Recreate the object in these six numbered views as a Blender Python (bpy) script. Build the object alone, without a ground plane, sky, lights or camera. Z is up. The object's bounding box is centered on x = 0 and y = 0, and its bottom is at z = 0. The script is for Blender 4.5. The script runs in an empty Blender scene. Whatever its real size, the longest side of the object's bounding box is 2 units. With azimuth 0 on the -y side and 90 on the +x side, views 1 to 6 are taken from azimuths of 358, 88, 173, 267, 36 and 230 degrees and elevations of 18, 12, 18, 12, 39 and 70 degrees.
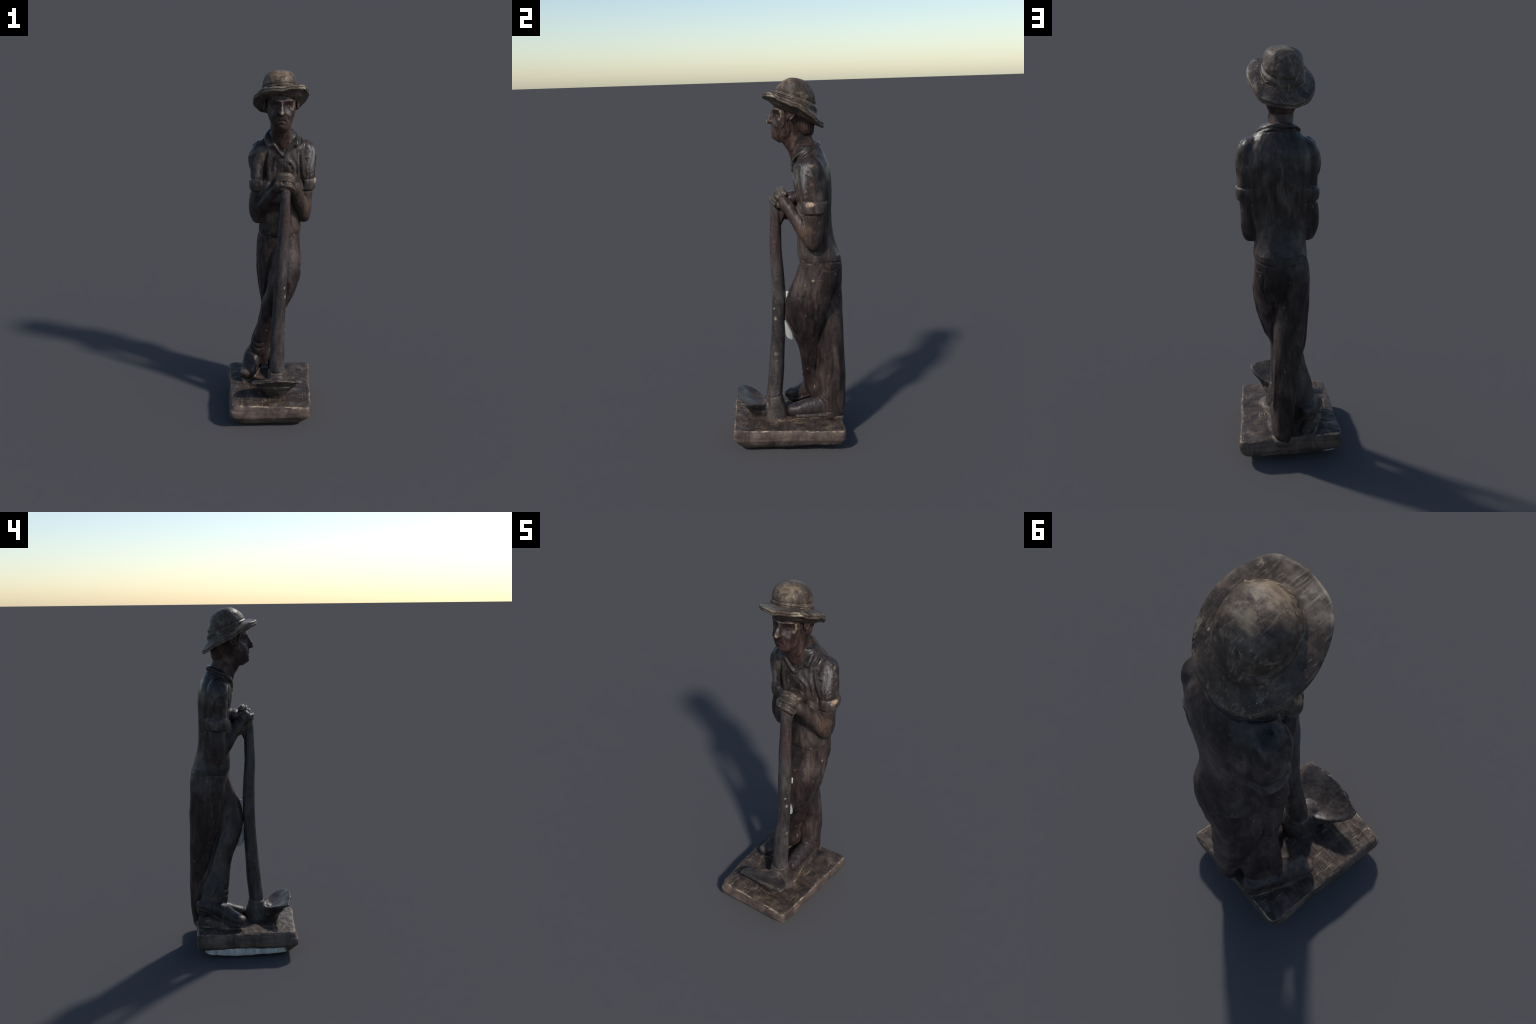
# Carved and stained wooden figurine: a farm labourer in a brimmed hat, legs
# crossed, both hands resting on the upright handle of a hoe, on a rough base.
import bpy, math
import numpy as np
from mathutils import Vector
from mathutils.bvhtree import BVHTree

V3 = lambda *a: np.array(a, float)


# ------------------------------------------------------------------ noise ---
def _hash(ix, iy, iz, seed):
    h = (ix * 374761393 + iy * 668265263 + iz * 2147483647 + seed * 974711) & 0xFFFFFFFF
    h = ((h ^ (h >> 13)) * 1274126177) & 0xFFFFFFFF
    h = (h ^ (h >> 16)) & 0xFFFFFF
    return h / float(0xFFFFFF) * 2.0 - 1.0


def vnoise(p, scale, seed=0):
    """Smooth value noise in [-1, 1] at points p (N,3); scale per axis."""
    q = p * np.asarray(scale, float) + 100.0
    i = np.floor(q).astype(np.int64)
    f = q - i
    f = f * f * (3 - 2 * f)
    out = 0
    for dx in (0, 1):
        for dy in (0, 1):
            for dz in (0, 1):
                w = (f[:, 0] if dx else 1 - f[:, 0]) * (f[:, 1] if dy else 1 - f[:, 1]) * (f[:, 2] if dz else 1 - f[:, 2])
                out = out + w * _hash(i[:, 0] + dx, i[:, 1] + dy, i[:, 2] + dz, seed)
    return out


# ------------------------------------------------------- solid primitives ---
def catmull(rows, sub):
    """Dense Catmull-Rom rows through control rows."""
    r = np.asarray(rows, float)
    if len(r) < 3 or sub == 1:
        sub = max(sub, 1)
    p = np.vstack([2 * r[0] - r[1], r, 2 * r[-1] - r[-2]])
    out = []
    for k in range(1, len(p) - 2):
        for s in range(sub):
            t = s / sub
            out.append(0.5 * (2 * p[k] + (p[k + 1] - p[k - 1]) * t + (2 * p[k - 1] - 5 * p[k] + 4 * p[k + 1] - p[k + 2]) * t * t
                              + (3 * p[k] - p[k - 1] - 3 * p[k + 1] + p[k + 2]) * t ** 3))
    out.append(r[-1])
    return np.array(out)


def skin(rings):
    """Closed surface through rings (M,N,3), fan caps."""
    rings = np.asarray(rings)
    m, n, _ = rings.shape
    v = [tuple(x) for x in rings.reshape(-1, 3)]
    f = []
    for i in range(m - 1):
        for j in range(n):
            k = (j + 1) % n
            f.append((i * n + j, i * n + k, (i + 1) * n + k, (i + 1) * n + j))
    a = len(v); v.append(tuple(rings[0].mean(0)))
    b = len(v); v.append(tuple(rings[-1].mean(0)))
    for j in range(n):
        k = (j + 1) % n
        f.append((a, k, j))
        f.append((b, (m - 1) * n + j, (m - 1) * n + k))
    return v, f


def loft(rows, n=56, sub=5):
    """Horizontal rings: rows of (z, x_min, x_max, y_min, y_max, exponent, turn in degrees)."""
    d = catmull([(tuple(r) + (2.2, 0.0))[:7] if len(r) == 5 else (tuple(r) + (0.0,))[:7] for r in rows], sub)
    t = np.linspace(0, 2 * math.pi, n, endpoint=False)
    rings = []
    for z, x0, x1, y0, y1, p, turn in d:
        c, s = np.cos(t), np.sin(t)
        ex = np.sign(c) * np.abs(c) ** (2 / p) * (x1 - x0) / 2
        ey = np.sign(s) * np.abs(s) ** (2 / p) * (y1 - y0) / 2
        k = math.radians(turn)
        rings.append(np.stack([(x0 + x1) / 2 + ex * math.cos(k) - ey * math.sin(k), (y0 + y1) / 2 + ex * math.sin(k) + ey * math.cos(k), np.full(n, z)], 1))
    return skin(rings)


def tube(rows, hint=(0, 0, 1), n=28, sub=5, round_ends=True, p=2.0):
    """Swept ellipse: rows of (x, y, z, r_side, r_other)."""
    d = catmull([tuple(r) if len(r) == 5 else tuple(r) + (r[3],) for r in rows], sub)
    P = d[:, :3]
    T = np.gradient(P, axis=0)
    T /= np.linalg.norm(T, axis=1)[:, None] + 1e-12
    t = np.linspace(0, 2 * math.pi, n, endpoint=False)
    hint = np.asarray(hint, float)

    def ring(c, tan, ra, rb):
        side = np.cross(tan, hint); side /= np.linalg.norm(side) + 1e-12
        oth = np.cross(side, tan)
        cs, sn = np.cos(t), np.sin(t)
        cs = np.sign(cs) * np.abs(cs) ** (2 / p); sn = np.sign(sn) * np.abs(sn) ** (2 / p)
        return c + np.outer(cs * ra, side) + np.outer(sn * rb, oth)
    rings = []
    if round_ends:
        for a in (80, 60, 35):
            k = math.radians(a)
            rings.append(ring(P[0] - T[0] * math.sin(k) * min(d[0, 3:]), T[0], d[0, 3] * math.cos(k), d[0, 4] * math.cos(k)))
    for c, tan, row in zip(P, T, d):
        rings.append(ring(c, tan, row[3], row[4]))
    if round_ends:
        for a in (35, 60, 80):
            k = math.radians(a)
            rings.append(ring(P[-1] + T[-1] * math.sin(k) * min(d[-1, 3:]), T[-1], d[-1, 3] * math.cos(k), d[-1, 4] * math.cos(k)))
    return skin(rings)


def blob(c, r, tilt=(0, 0, 0)):
    """Ellipsoid; tilt = euler angles in degrees."""
    n, m = 28, 14
    rings = []
    for i in range(1, m):
        a = math.pi * i / m - math.pi / 2
        t = np.linspace(0, 2 * math.pi, n, endpoint=False)
        rings.append(np.stack([r[0] * math.cos(a) * np.cos(t), r[1] * math.cos(a) * np.sin(t), np.full(n, r[2] * math.sin(a))], 1))
    v, f = skin(rings)
    ax, ay, az = [math.radians(k) for k in tilt]
    Rx = np.array([[1, 0, 0], [0, math.cos(ax), -math.sin(ax)], [0, math.sin(ax), math.cos(ax)]])
    Ry = np.array([[math.cos(ay), 0, math.sin(ay)], [0, 1, 0], [-math.sin(ay), 0, math.cos(ay)]])
    Rz = np.array([[math.cos(az), -math.sin(az), 0], [math.sin(az), math.cos(az), 0], [0, 0, 1]])
    w = np.array(v) @ (Rz @ Ry @ Rx).T + np.asarray(c)
    return [tuple(x) for x in w], f


# ------------------------------------------------------------ sculpt tools ---
class Sculpt:
    """Fuses primitives into one skin by voxel remesh, then works its surface."""

    def __init__(self, parts, voxel, smooth):
        self.labels = []
        V, F, L = [], [], []
        for name, (v, f) in parts:
            if name not in self.labels:
                self.labels.append(name)
            o = len(V)
            V += v
            F += [tuple(i + o for i in q) for q in f]
            L += [self.labels.index(name)] * len(f)
        self.src = BVHTree.FromPolygons(V, F)
        self.srcL = L
        me = bpy.data.meshes.new("clay")
        me.from_pydata(V, [], F)
        ob = bpy.data.objects.new("clay", me)
        bpy.context.scene.collection.objects.link(ob)
        md = ob.modifiers.new("fuse", 'REMESH')
        md.mode = 'VOXEL'; md.voxel_size = voxel
        ev = ob.evaluated_get(bpy.context.evaluated_depsgraph_get())
        m2 = ev.to_mesh()
        n = len(m2.vertices)
        co = np.empty(n * 3); m2.vertices.foreach_get("co", co)
        self.v = co.reshape(-1, 3)
        self.f = [tuple(p.vertices) for p in m2.polygons]
        e = np.empty(len(m2.edges) * 2, np.int64); m2.edges.foreach_get("vertices", e)
        self.e = e.reshape(-1, 2)
        ev.to_mesh_clear()
        bpy.data.objects.remove(ob); bpy.data.meshes.remove(me)
        self.smooth(smooth)
        self.label_faces()

    def nb_mean(self, a):
        n = len(self.v)
        i = np.concatenate([self.e[:, 0], self.e[:, 1]]); j = np.concatenate([self.e[:, 1], self.e[:, 0]])
        cnt = np.bincount(i, minlength=n)
        cnt[cnt == 0] = 1
        return np.stack([np.bincount(i, a[j, k], minlength=n) / cnt for k in range(a.shape[1])], 1)

    def smooth(self, it, w=0.5, mask=None):
        for _ in range(it):
            d = (self.nb_mean(self.v) - self.v) * w
            self.v = self.v + (d if mask is None else d * mask[:, None])
        self.update()

    def update(self):
        q = np.array([f if len(f) == 4 else (f + (f[-1],)) for f in self.f])
        self.quads = q
        a, b, c, d = (self.v[q[:, k]] for k in range(4))
        fn = np.cross(c - a, d - b)
        n = np.zeros_like(self.v)
        for k in range(4):
            for ax in range(3):
                n[:, ax] += np.bincount(q[:, k], fn[:, ax], minlength=len(self.v))
        self.n = n / (np.linalg.norm(n, axis=1)[:, None] + 1e-12)
        self.bvh = None

    def tree(self):
        if self.bvh is None:
            self.bvh = BVHTree.FromPolygons([tuple(x) for x in self.v], self.f)
        return self.bvh

    def label_faces(self):
        c = self.v[self.quads].mean(1)
        self.lab = np.array([self.srcL[self.src.find_nearest(Vector(p))[2]] for p in c])
        # majority filter over vertices so that the region borders run clean
        nl = len(self.labels)
        for _ in range(5):
            vote = np.zeros((len(self.v), nl))
            for k in range(4):
                np.add.at(vote, (self.quads[:, k], self.lab), 1)
            tot = vote[self.quads].sum(1)
            tot[np.arange(len(self.lab)), self.lab] += 0.5
            self.lab = tot.argmax(1)

    # -- points on the surface found by shooting rays along an axis
    def front(self, *pts, y0=-1.0):
        return [self._hit((x, y0, z), (0, 1, 0)) for x, z in pts]

    def back(self, *pts):
        return [self._hit((x, 1.0, z), (0, -1, 0)) for x, z in pts]

    def right(self, *pts):
        return [self._hit((1.0, y, z), (-1, 0, 0)) for y, z in pts]

    def left(self, *pts):
        return [self._hit((-1.0, y, z), (1, 0, 0)) for y, z in pts]

    def above(self, *pts):
        return [self._hit((x, y, 3.0), (0, 0, -1)) for x, y in pts]

    def _hit(self, o, d):
        h = self.tree().ray_cast(Vector(o), Vector(d))[0]
        if h is None:
            h = self.tree().find_nearest(Vector((o[0] if d[0] == 0 else 0, o[1] if d[1] == 0 else 0.1, o[2])))[0]
        return np.array(h)

    def stroke(self, pts, depth, width, taper=True, flat=0.0, direction=None):
        """Gouge (depth < 0) or ridge (depth > 0) along a polyline."""
        P = catmull(pts, 6) if len(pts) > 1 else np.array(pts)
        lo, hi = P.min(0) - 3 * width, P.max(0) + 3 * width
        idx = np.where(np.all((self.v > lo) & (self.v < hi), axis=1))[0]
        if not len(idx):
            return
        X = self.v[idx]
        best = np.full(len(idx), 1e9); tt = np.zeros(len(idx))
        if len(P) == 1:
            best = np.linalg.norm(X - P[0], axis=1); tt += 0.5
        for k in range(len(P) - 1):
            a, ab = P[k], P[k + 1] - P[k]
            t = np.clip(((X - a) @ ab) / (ab @ ab + 1e-12), 0, 1)
            d = np.linalg.norm(X - a - t[:, None] * ab, axis=1)
            m = d < best
            best[m] = d[m]; tt[m] = (k + t[m]) / (len(P) - 1)
        amt = np.exp(-(np.maximum(best - flat * width, 0) / width) ** 2) * depth
        if taper and len(P) > 1:
            amt *= np.clip(np.minimum(tt, 1 - tt) * 5 + 0.25, 0, 1)
        dirs = self.n[idx] if direction is None else np.asarray(direction, float)
        self.v[idx] = X + amt[:, None] * dirs

    def build(self, parent, mats, props=None):
        """One object per region, border vertices shared, normals of the whole."""
        self.update()
        made = {}
        for li, name in enumerate(self.labels):
            sel = np.where(self.lab == li)[0]
            if not len(sel):
                continue
            q = self.quads[sel]
            used, inv = np.unique(q, return_inverse=True)
            inv = inv.reshape(q.shape)
            faces = [tuple(dict.fromkeys(r)) for r in inv.tolist()]
            me = bpy.data.meshes.new(name.split('#')[0])
            me.from_pydata([tuple(x) for x in self.v[used]], [], faces)
            me.polygons.foreach_set("use_smooth", [True] * len(faces))
            me.normals_split_custom_set_from_vertices([tuple(x) for x in self.n[used]])
            ob = bpy.data.objects.new(name.split('#')[0], me)
            bpy.context.scene.collection.objects.link(ob)
            me.materials.append(mats[name.split('#')[0]])
            made[name] = ob
        for name, ob in made.items():
            par = props.get(name) if props else None
            ob.parent = made[par] if par in made else parent
        return made


# --------------------------------------------------------------- materials ---
def stained_wood(name, deep, mid, pale, chip, rough=0.45, chip_amount=0.5, wear=0.35, spots=(), grain=(70, 70, 9),
                 patch=9.0, scratch=None, bump=0.25, seed=0.0, edge_band=False):
    """Dark stain over wood: blotchy tone, streaky grain, chipped and rubbed places."""
    m = bpy.data.materials.new(name)
    m.use_nodes = True
    nt = m.node_tree
    nt.nodes.clear()
    N = lambda t, **k: _node(nt, t, k)
    L = nt.links.new
    tc = N('ShaderNodeTexCoord')
    off = N('ShaderNodeVectorMath', operation='ADD'); off.inputs[1].default_value = (seed, seed * 1.7, seed * 0.6)
    L(tc.outputs['Object'], off.inputs[0])

    def noise(scale, detail=4, rough_=0.55, stretch=None, distortion=0.0):
        n = N('ShaderNodeTexNoise')
        n.inputs['Scale'].default_value = scale; n.inputs['Detail'].default_value = detail
        n.inputs['Roughness'].default_value = rough_; n.inputs['Distortion'].default_value = distortion
        src = off.outputs[0]
        if stretch:
            mp = N('ShaderNodeMapping'); mp.inputs['Scale'].default_value = stretch
            L(src, mp.inputs['Vector']); src = mp.outputs[0]
        L(src, n.inputs['Vector'])
        return n.outputs['Fac']

    def ramp(src, stops):
        r = N('ShaderNodeValToRGB')
        e = r.color_ramp.elements
        while len(e) < len(stops):
            e.new(0.5)
        for k, (p, c) in enumerate(stops):
            e[k].position = p
            e[k].color = (c, c, c, 1) if isinstance(c, (int, float)) else tuple(c) + (1,)
        L(src, r.inputs[0])
        return r.outputs[0]

    def mix(fac, a, b, mode='MIX'):
        x = N('ShaderNodeMix', data_type='RGBA', blend_type=mode)
        for sock, val in ((x.inputs[0], fac), (x.inputs[6], a), (x.inputs[7], b)):
            if isinstance(val, (int, float)):
                sock.default_value = val
            elif isinstance(val, tuple):
                sock.default_value = val + (1,) if len(val) == 3 else val
            else:
                L(val, sock)
        return x.outputs[2]

    def mul(a, b):
        x = N('ShaderNodeMath', operation='MULTIPLY', use_clamp=True)
        for s, val in zip(x.inputs, (a, b)):
            if isinstance(val, (int, float)):
                s.default_value = val
            else:
                L(val, s)
        return x.outputs[0]

    col = ramp(noise(patch, 6, 0.68, stretch=(1.3, 1.3, 0.6), distortion=0.5), [(0.34, deep), (0.52, mid), (0.68, pale)])
    streak = noise(1.0, 4, 0.6, stretch=grain)
    col = mix(0.85, col, ramp(streak, [(0.28, 0.55), (0.5, 0.97), (0.72, 1.42)]), 'MULTIPLY')
    if scratch:
        # fine pale cuts in crossing directions, in patches
        acc = None
        for ang, sx in ((20, 90), (-35, 110), (75, 95)):
            mp = N('ShaderNodeMapping'); mp.inputs['Rotation'].default_value = (0, 0, math.radians(ang)); mp.inputs['Scale'].default_value = (sx, 9, 45)
            L(off.outputs[0], mp.inputs['Vector'])
            n = N('ShaderNodeTexNoise'); n.inputs['Scale'].default_value = 1.0; n.inputs['Detail'].default_value = 2; n.inputs['Distortion'].default_value = 1.1
            L(mp.outputs[0], n.inputs['Vector'])
            r = ramp(n.outputs['Fac'], [(0.60, 0.0), (0.68, 1.0)])
            if acc is None:
                acc = r
            else:
                x = N('ShaderNodeMath', operation='MAXIMUM'); L(acc, x.inputs[0]); L(r, x.inputs[1]); acc = x.outputs[0]
        col = mix(mul(mul(acc, ramp(noise(14, 3), [(0.46, 0.0), (0.62, 1.0)])), 0.7), col, scratch)
    chips = ramp(noise(44, 3, 0.6, stretch=(1, 1, 0.6), distortion=0.15), [(0.69, 0.0), (0.715, 1.0)])
    col = mix(mul(chips, chip_amount), col, chip)
    geo = N('ShaderNodeNewGeometry')
    edge = ramp(geo.outputs['Pointiness'], [(0.53, 0.0), (0.60, 1.0)])
    col = mix(mul(mul(edge, ramp(noise(26, 4), [(0.42, 0.0), (0.60, 1.0)])), wear), col, chip)
    if edge_band:
        # bare wood where the upper arris has been knocked and rubbed
        sep = N('ShaderNodeSeparateXYZ'); L(geo.outputs['Normal'], sep.inputs[0])
        pos = N('ShaderNodeSeparateXYZ'); L(tc.outputs['Object'], pos.inputs[0])
        band = ramp(sep.outputs['Z'], [(0.30, 0.0), (0.45, 1.0)])
        hi = ramp(pos.outputs['Z'], [(0.105, 0.0), (0.118, 1.0)])
        col = mix(mul(mul(band, hi), ramp(noise(24, 4, 0.65), [(0.48, 0.0), (0.62, 0.75)])), col, chip)
    for (c, rad, colour, strength) in spots:
        wob = N('ShaderNodeTexNoise'); wob.inputs['Scale'].default_value = 55; wob.inputs['Detail'].default_value = 5; wob.inputs['Roughness'].default_value = 0.7
        L(tc.outputs['Object'], wob.inputs['Vector'])
        sub = N('ShaderNodeVectorMath', operation='SUBTRACT'); L(tc.outputs['Object'], sub.inputs[0]); sub.inputs[1].default_value = c
        div = N('ShaderNodeVectorMath', operation='DIVIDE'); L(sub.outputs[0], div.inputs[0])
        div.inputs[1].default_value = rad if isinstance(rad, tuple) else (rad,) * 3
        ln = N('ShaderNodeVectorMath', operation='LENGTH'); L(div.outputs[0], ln.inputs[0])
        ad = N('ShaderNodeMath', operation='ADD'); L(ln.outputs['Value'], ad.inputs[0])
        sc = N('ShaderNodeMath', operation='MULTIPLY_ADD'); L(wob.outputs['Fac'], sc.inputs[0]); sc.inputs[1].default_value = 2.6; sc.inputs[2].default_value = -1.3
        L(sc.outputs[0], ad.inputs[1])
        msk = ramp(ad.outputs[0], [(0.35, 1.0), (0.95, 0.0)])
        col = mix(mul(mul(msk, ramp(streak, [(0.33, 0.25), (0.60, 1.0)])), strength), col, colour)
    b = N('ShaderNodeBsdfPrincipled')
    b.inputs['Specular IOR Level'].default_value = 0.28
    L(col, b.inputs['Base Color'])
    L(ramp(noise(18, 3), [(0.3, rough - 0.1), (0.7, rough + 0.15)]), b.inputs['Roughness'])
    bp = N('ShaderNodeBump'); bp.inputs['Strength'].default_value = bump; bp.inputs['Distance'].default_value = 0.004
    hgt = mix(0.5, streak, noise(60, 4))
    L(hgt, bp.inputs['Height'])
    L(bp.outputs[0], b.inputs['Normal'])
    out = N('ShaderNodeOutputMaterial')
    L(b.outputs[0], out.inputs[0])
    return m


def _node(nt, t, k):
    n = nt.nodes.new(t)
    for a, v in k.items():
        setattr(n, a, v)
    return n


TAN = (0.34, 0.24, 0.16)
SKIN = stained_wood("stained_skin", (0.017, 0.010, 0.009), (0.050, 0.028, 0.023), (0.110, 0.066, 0.052), TAN, 0.42, 0.15, 0.5,
                    spots=[((0.054, -0.080, 1.783), (0.018, 0.018, 0.015), (0.55, 0.40, 0.28), 1.0),
                           ((0.106, -0.02, 1.845), (0.022, 0.04, 0.006), (0.36, 0.28, 0.21), 0.9),
                           ((0.124, -0.01, 1.818), (0.006, 0.04, 0.022), (0.40, 0.30, 0.21), 1.0),
                           ((0.117, -0.01, 1.795), (0.009, 0.04, 0.008), (0.40, 0.29, 0.21), 0.9),
                           ((0.088, -0.035, 1.785), (0.026, 0.03, 0.030), (0.12, 0.095, 0.09), 0.55),
                           ((0.056, -0.048, 1.846), (0.070, 0.02, 0.006), (0.22, 0.18, 0.16), 0.6),
                           ((0.055, -0.070, 1.810), (0.007, 0.02, 0.020), (0.22, 0.155, 0.115), 0.7)], grain=(80, 80, 16), seed=1.3)
ARM = stained_wood("stained_forearm", (0.013, 0.009, 0.009), (0.040, 0.027, 0.024), (0.085, 0.058, 0.048), TAN, 0.42, 0.25, 0.5,
                   spots=[((0.21, 0.09, 1.22), (0.035, 0.045, 0.06), (0.13, 0.070, 0.032), 0.55)], seed=2.9)
HAND = stained_wood("rubbed_hand", (0.026, 0.019, 0.015), (0.085, 0.064, 0.048), (0.17, 0.13, 0.095), (0.48, 0.40, 0.27), 0.40, 0.3, 0.9,
                    spots=[((0.058, -0.060, 1.425), (0.010, 0.02, 0.006), (0.48, 0.40, 0.28), 0.9), ((0.055, -0.080, 1.392), (0.012, 0.02, 0.006), (0.50, 0.43, 0.30), 0.9), ((0.080, -0.035, 1.440), (0.012, 0.012, 0.006), (0.40, 0.33, 0.23), 0.8), ((0.140, -0.005, 1.375), (0.018, 0.016, 0.028), (0.17, 0.072, 0.02), 0.9)], grain=(20, 60, 60), seed=4.1)
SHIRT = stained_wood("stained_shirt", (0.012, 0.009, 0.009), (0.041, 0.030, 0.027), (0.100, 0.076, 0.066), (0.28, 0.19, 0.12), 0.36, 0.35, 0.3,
                     spots=[((0.140, 0.05, 1.51), (0.11, 0.09, 0.08), (0.145, 0.128, 0.121), 0.6),  # first three spots: glossy highlights on chest and sleeves, painted into the shirt colour
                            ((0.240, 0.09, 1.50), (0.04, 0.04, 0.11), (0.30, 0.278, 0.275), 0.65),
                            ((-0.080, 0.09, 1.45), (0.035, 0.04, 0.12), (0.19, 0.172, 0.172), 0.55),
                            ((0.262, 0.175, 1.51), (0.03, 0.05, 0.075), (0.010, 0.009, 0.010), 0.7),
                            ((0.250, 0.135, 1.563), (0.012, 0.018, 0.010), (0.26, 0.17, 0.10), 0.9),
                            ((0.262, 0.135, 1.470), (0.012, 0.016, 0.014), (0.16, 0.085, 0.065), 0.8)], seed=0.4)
CUFF = stained_wood("stained_cuff", (0.015, 0.012, 0.012), (0.055, 0.042, 0.038), (0.12, 0.095, 0.085), TAN, 0.40, 0.5, 0.6,
                    spots=[((0.260, 0.125, 1.368), (0.026, 0.030, 0.018), (0.55, 0.37, 0.23), 1.0)], seed=5.2)
TROUSER = stained_wood("stained_trousers", (0.013, 0.009, 0.009), (0.033, 0.022, 0.0205), (0.072, 0.051, 0.045), (0.32, 0.22, 0.15), 0.40, 0.45, 0.35,
                       spots=[((0.140, 0.07, 0.93), (0.035, 0.06, 0.13), (0.110, 0.078, 0.063), 0.6), ((0.185, 0.140, 0.952), (0.01, 0.013, 0.008), (0.42, 0.33, 0.22), 1.0), ((0.185, 0.180, 0.952), (0.01, 0.010, 0.005), (0.36, 0.27, 0.18), 0.9),
                              ((0.185, 0.205, 1.005), (0.01, 0.010, 0.018), (0.26, 0.19, 0.12), 0.7), ((0.180, 0.062, 0.855), (0.02, 0.006, 0.006), (0.38, 0.30, 0.20), 0.9), ((0.165, 0.100, 0.755), (0.02, 0.006, 0.012), (0.30, 0.22, 0.15), 0.8)], seed=6.6)
BOOT = stained_wood("stained_boot", (0.014, 0.010, 0.010), (0.038, 0.027, 0.026), (0.078, 0.059, 0.051), TAN, 0.42, 0.3, 0.5,
                    spots=[((-0.170, 0.005, 0.225), (0.035, 0.035, 0.025), (0.16, 0.12, 0.09), 0.8)], seed=7.7)
HATM = stained_wood("worn_hat", (0.034, 0.024, 0.019), (0.072, 0.050, 0.038), (0.125, 0.094, 0.068), (0.52, 0.42, 0.28), 0.5, 0.6, 0.9,
                    spots=[((0.06, 0.02, 1.985), (0.08, 0.07, 0.05), (0.25, 0.18, 0.11), 0.7), ((0.05, 0.11, 1.985), (0.06, 0.03, 0.04), (0.24, 0.20, 0.14), 0.6),
                           ((0.00, -0.06, 1.91), (0.10, 0.05, 0.04), (0.17, 0.145, 0.12), 0.6), ((0.17, -0.05, 1.915), (0.04, 0.03, 0.014), (0.50, 0.42, 0.28), 0.8)], grain=(30, 60, 60), patch=17, scratch=(0.25, 0.20, 0.14), seed=8.8)
HANDLE = stained_wood("handle_wood", (0.026, 0.021, 0.021), (0.055, 0.045, 0.043), (0.090, 0.074, 0.069), (0.36, 0.28, 0.20), 0.42, 0.3, 0.2,
                      spots=[((0.085, -0.05, 1.18), (0.03, 0.05, 0.22), (0.085, 0.046, 0.043), 0.8), ((0.036, -0.045, 1.16), (0.012, 0.05, 0.15), (0.045, 0.072, 0.082), 0.7),
                              ((0.075, -0.07, 0.722), (0.007, 0.03, 0.014), (0.50, 0.44, 0.34), 1.0), ((0.070, -0.07, 0.778), (0.005, 0.03, 0.006), (0.50, 0.45, 0.36), 1.0), ((0.072, -0.07, 0.52), (0.006, 0.03, 0.018), (0.24, 0.19, 0.15), 0.8)], seed=9.9)
BLADE = stained_wood("blade_wood", (0.026, 0.020, 0.019), (0.055, 0.043, 0.037), (0.10, 0.08, 0.065), (0.36, 0.30, 0.23), 0.42, 0.1, 0.7, seed=11.0)
BASE = stained_wood("base_wood", (0.018, 0.013, 0.012), (0.050, 0.035, 0.028), (0.105, 0.076, 0.058), (0.42, 0.30, 0.20), 0.55, 0.25, 0.7,
                    grain=(12, 70, 70), scratch=(0.28, 0.20, 0.12), seed=12.1)
SIDES = stained_wood("base_side_wood", (0.045, 0.032, 0.027), (0.095, 0.067, 0.055), (0.15, 0.108, 0.087), (0.45, 0.33, 0.22), 0.55, 0.3, 0.5, grain=(10, 10, 60), seed=13.4, edge_band=True)
PLASTER = stained_wood("white_filler", (0.32, 0.33, 0.32), (0.50, 0.51, 0.49), (0.62, 0.62, 0.60), (0.65, 0.65, 0.62), 0.7, 0.0, 0.0, seed=3.3)

root = bpy.data.objects.new("carved_wooden_figurine", None)
bpy.context.scene.collection.objects.link(root)
root["label"] = "dark carved wooden man in hat leaning on hoe"
root["category"] = "wooden figurine"

# ------------------------------------------------------------------ figure ---
parts = []
add = lambda name, prim: parts.append((name, prim))

# trousers: hips, then the standing leg (hip at -x, foot at +x) and the leg
# that is crossed in front of it (hip at +x, knee at the hoe, foot at -x)
add('leg#standing', loft([(1.06, -0.058, 0.110, 0.095, 0.298), (0.96, -0.076, 0.085, 0.102, 0.310), (0.86, -0.073, 0.085, 0.11, 0.312),
                          (0.76, -0.069, 0.086, 0.125, 0.315), (0.66, -0.060, 0.090, 0.145, 0.317), (0.56, -0.048, 0.093, 0.150, 0.320),
                          (0.45, -0.036, 0.091, 0.168, 0.323, 2.1), (0.34, -0.024, 0.091, 0.172, 0.324, 2.1), (0.24, -0.018, 0.090, 0.168, 0.322, 2.1),
                          (0.17, -0.012, 0.090, 0.16, 0.316), (0.11, -0.010, 0.088, 0.17, 0.309)]))
add('leg#crossed', loft([(1.06, 0.030, 0.178, 0.085, 0.280), (0.98, 0.010, 0.180, 0.062, 0.280), (0.91, 0.000, 0.181, 0.030, 0.270),
                         (0.84, -0.005, 0.178, 0.003, 0.255), (0.77, -0.014, 0.163, -0.006, 0.225, 2.5), (0.70, -0.026, 0.142, 0.001, 0.205, 2.5),
                         (0.63, -0.046, 0.115, 0.030, 0.195, 2.5), (0.55, -0.060, 0.080, 0.062, 0.195, 2.2, -6), (0.46, -0.081, 0.045, 0.080, 0.212, 2.2, -12),
                         (0.38, -0.104, 0.014, 0.090, 0.242, 2.2, -18), (0.32, -0.119, 0.002, 0.094, 0.258, 2.2, -18), (0.275, -0.130, 0.002, 0.104, 0.262, 2.2, -18), (0.235, -0.124, -0.004, 0.120, 0.262, 2.2, -18), (0.19, -0.100, -0.010, 0.150, 0.258, 2.2, -18)]))
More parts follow.
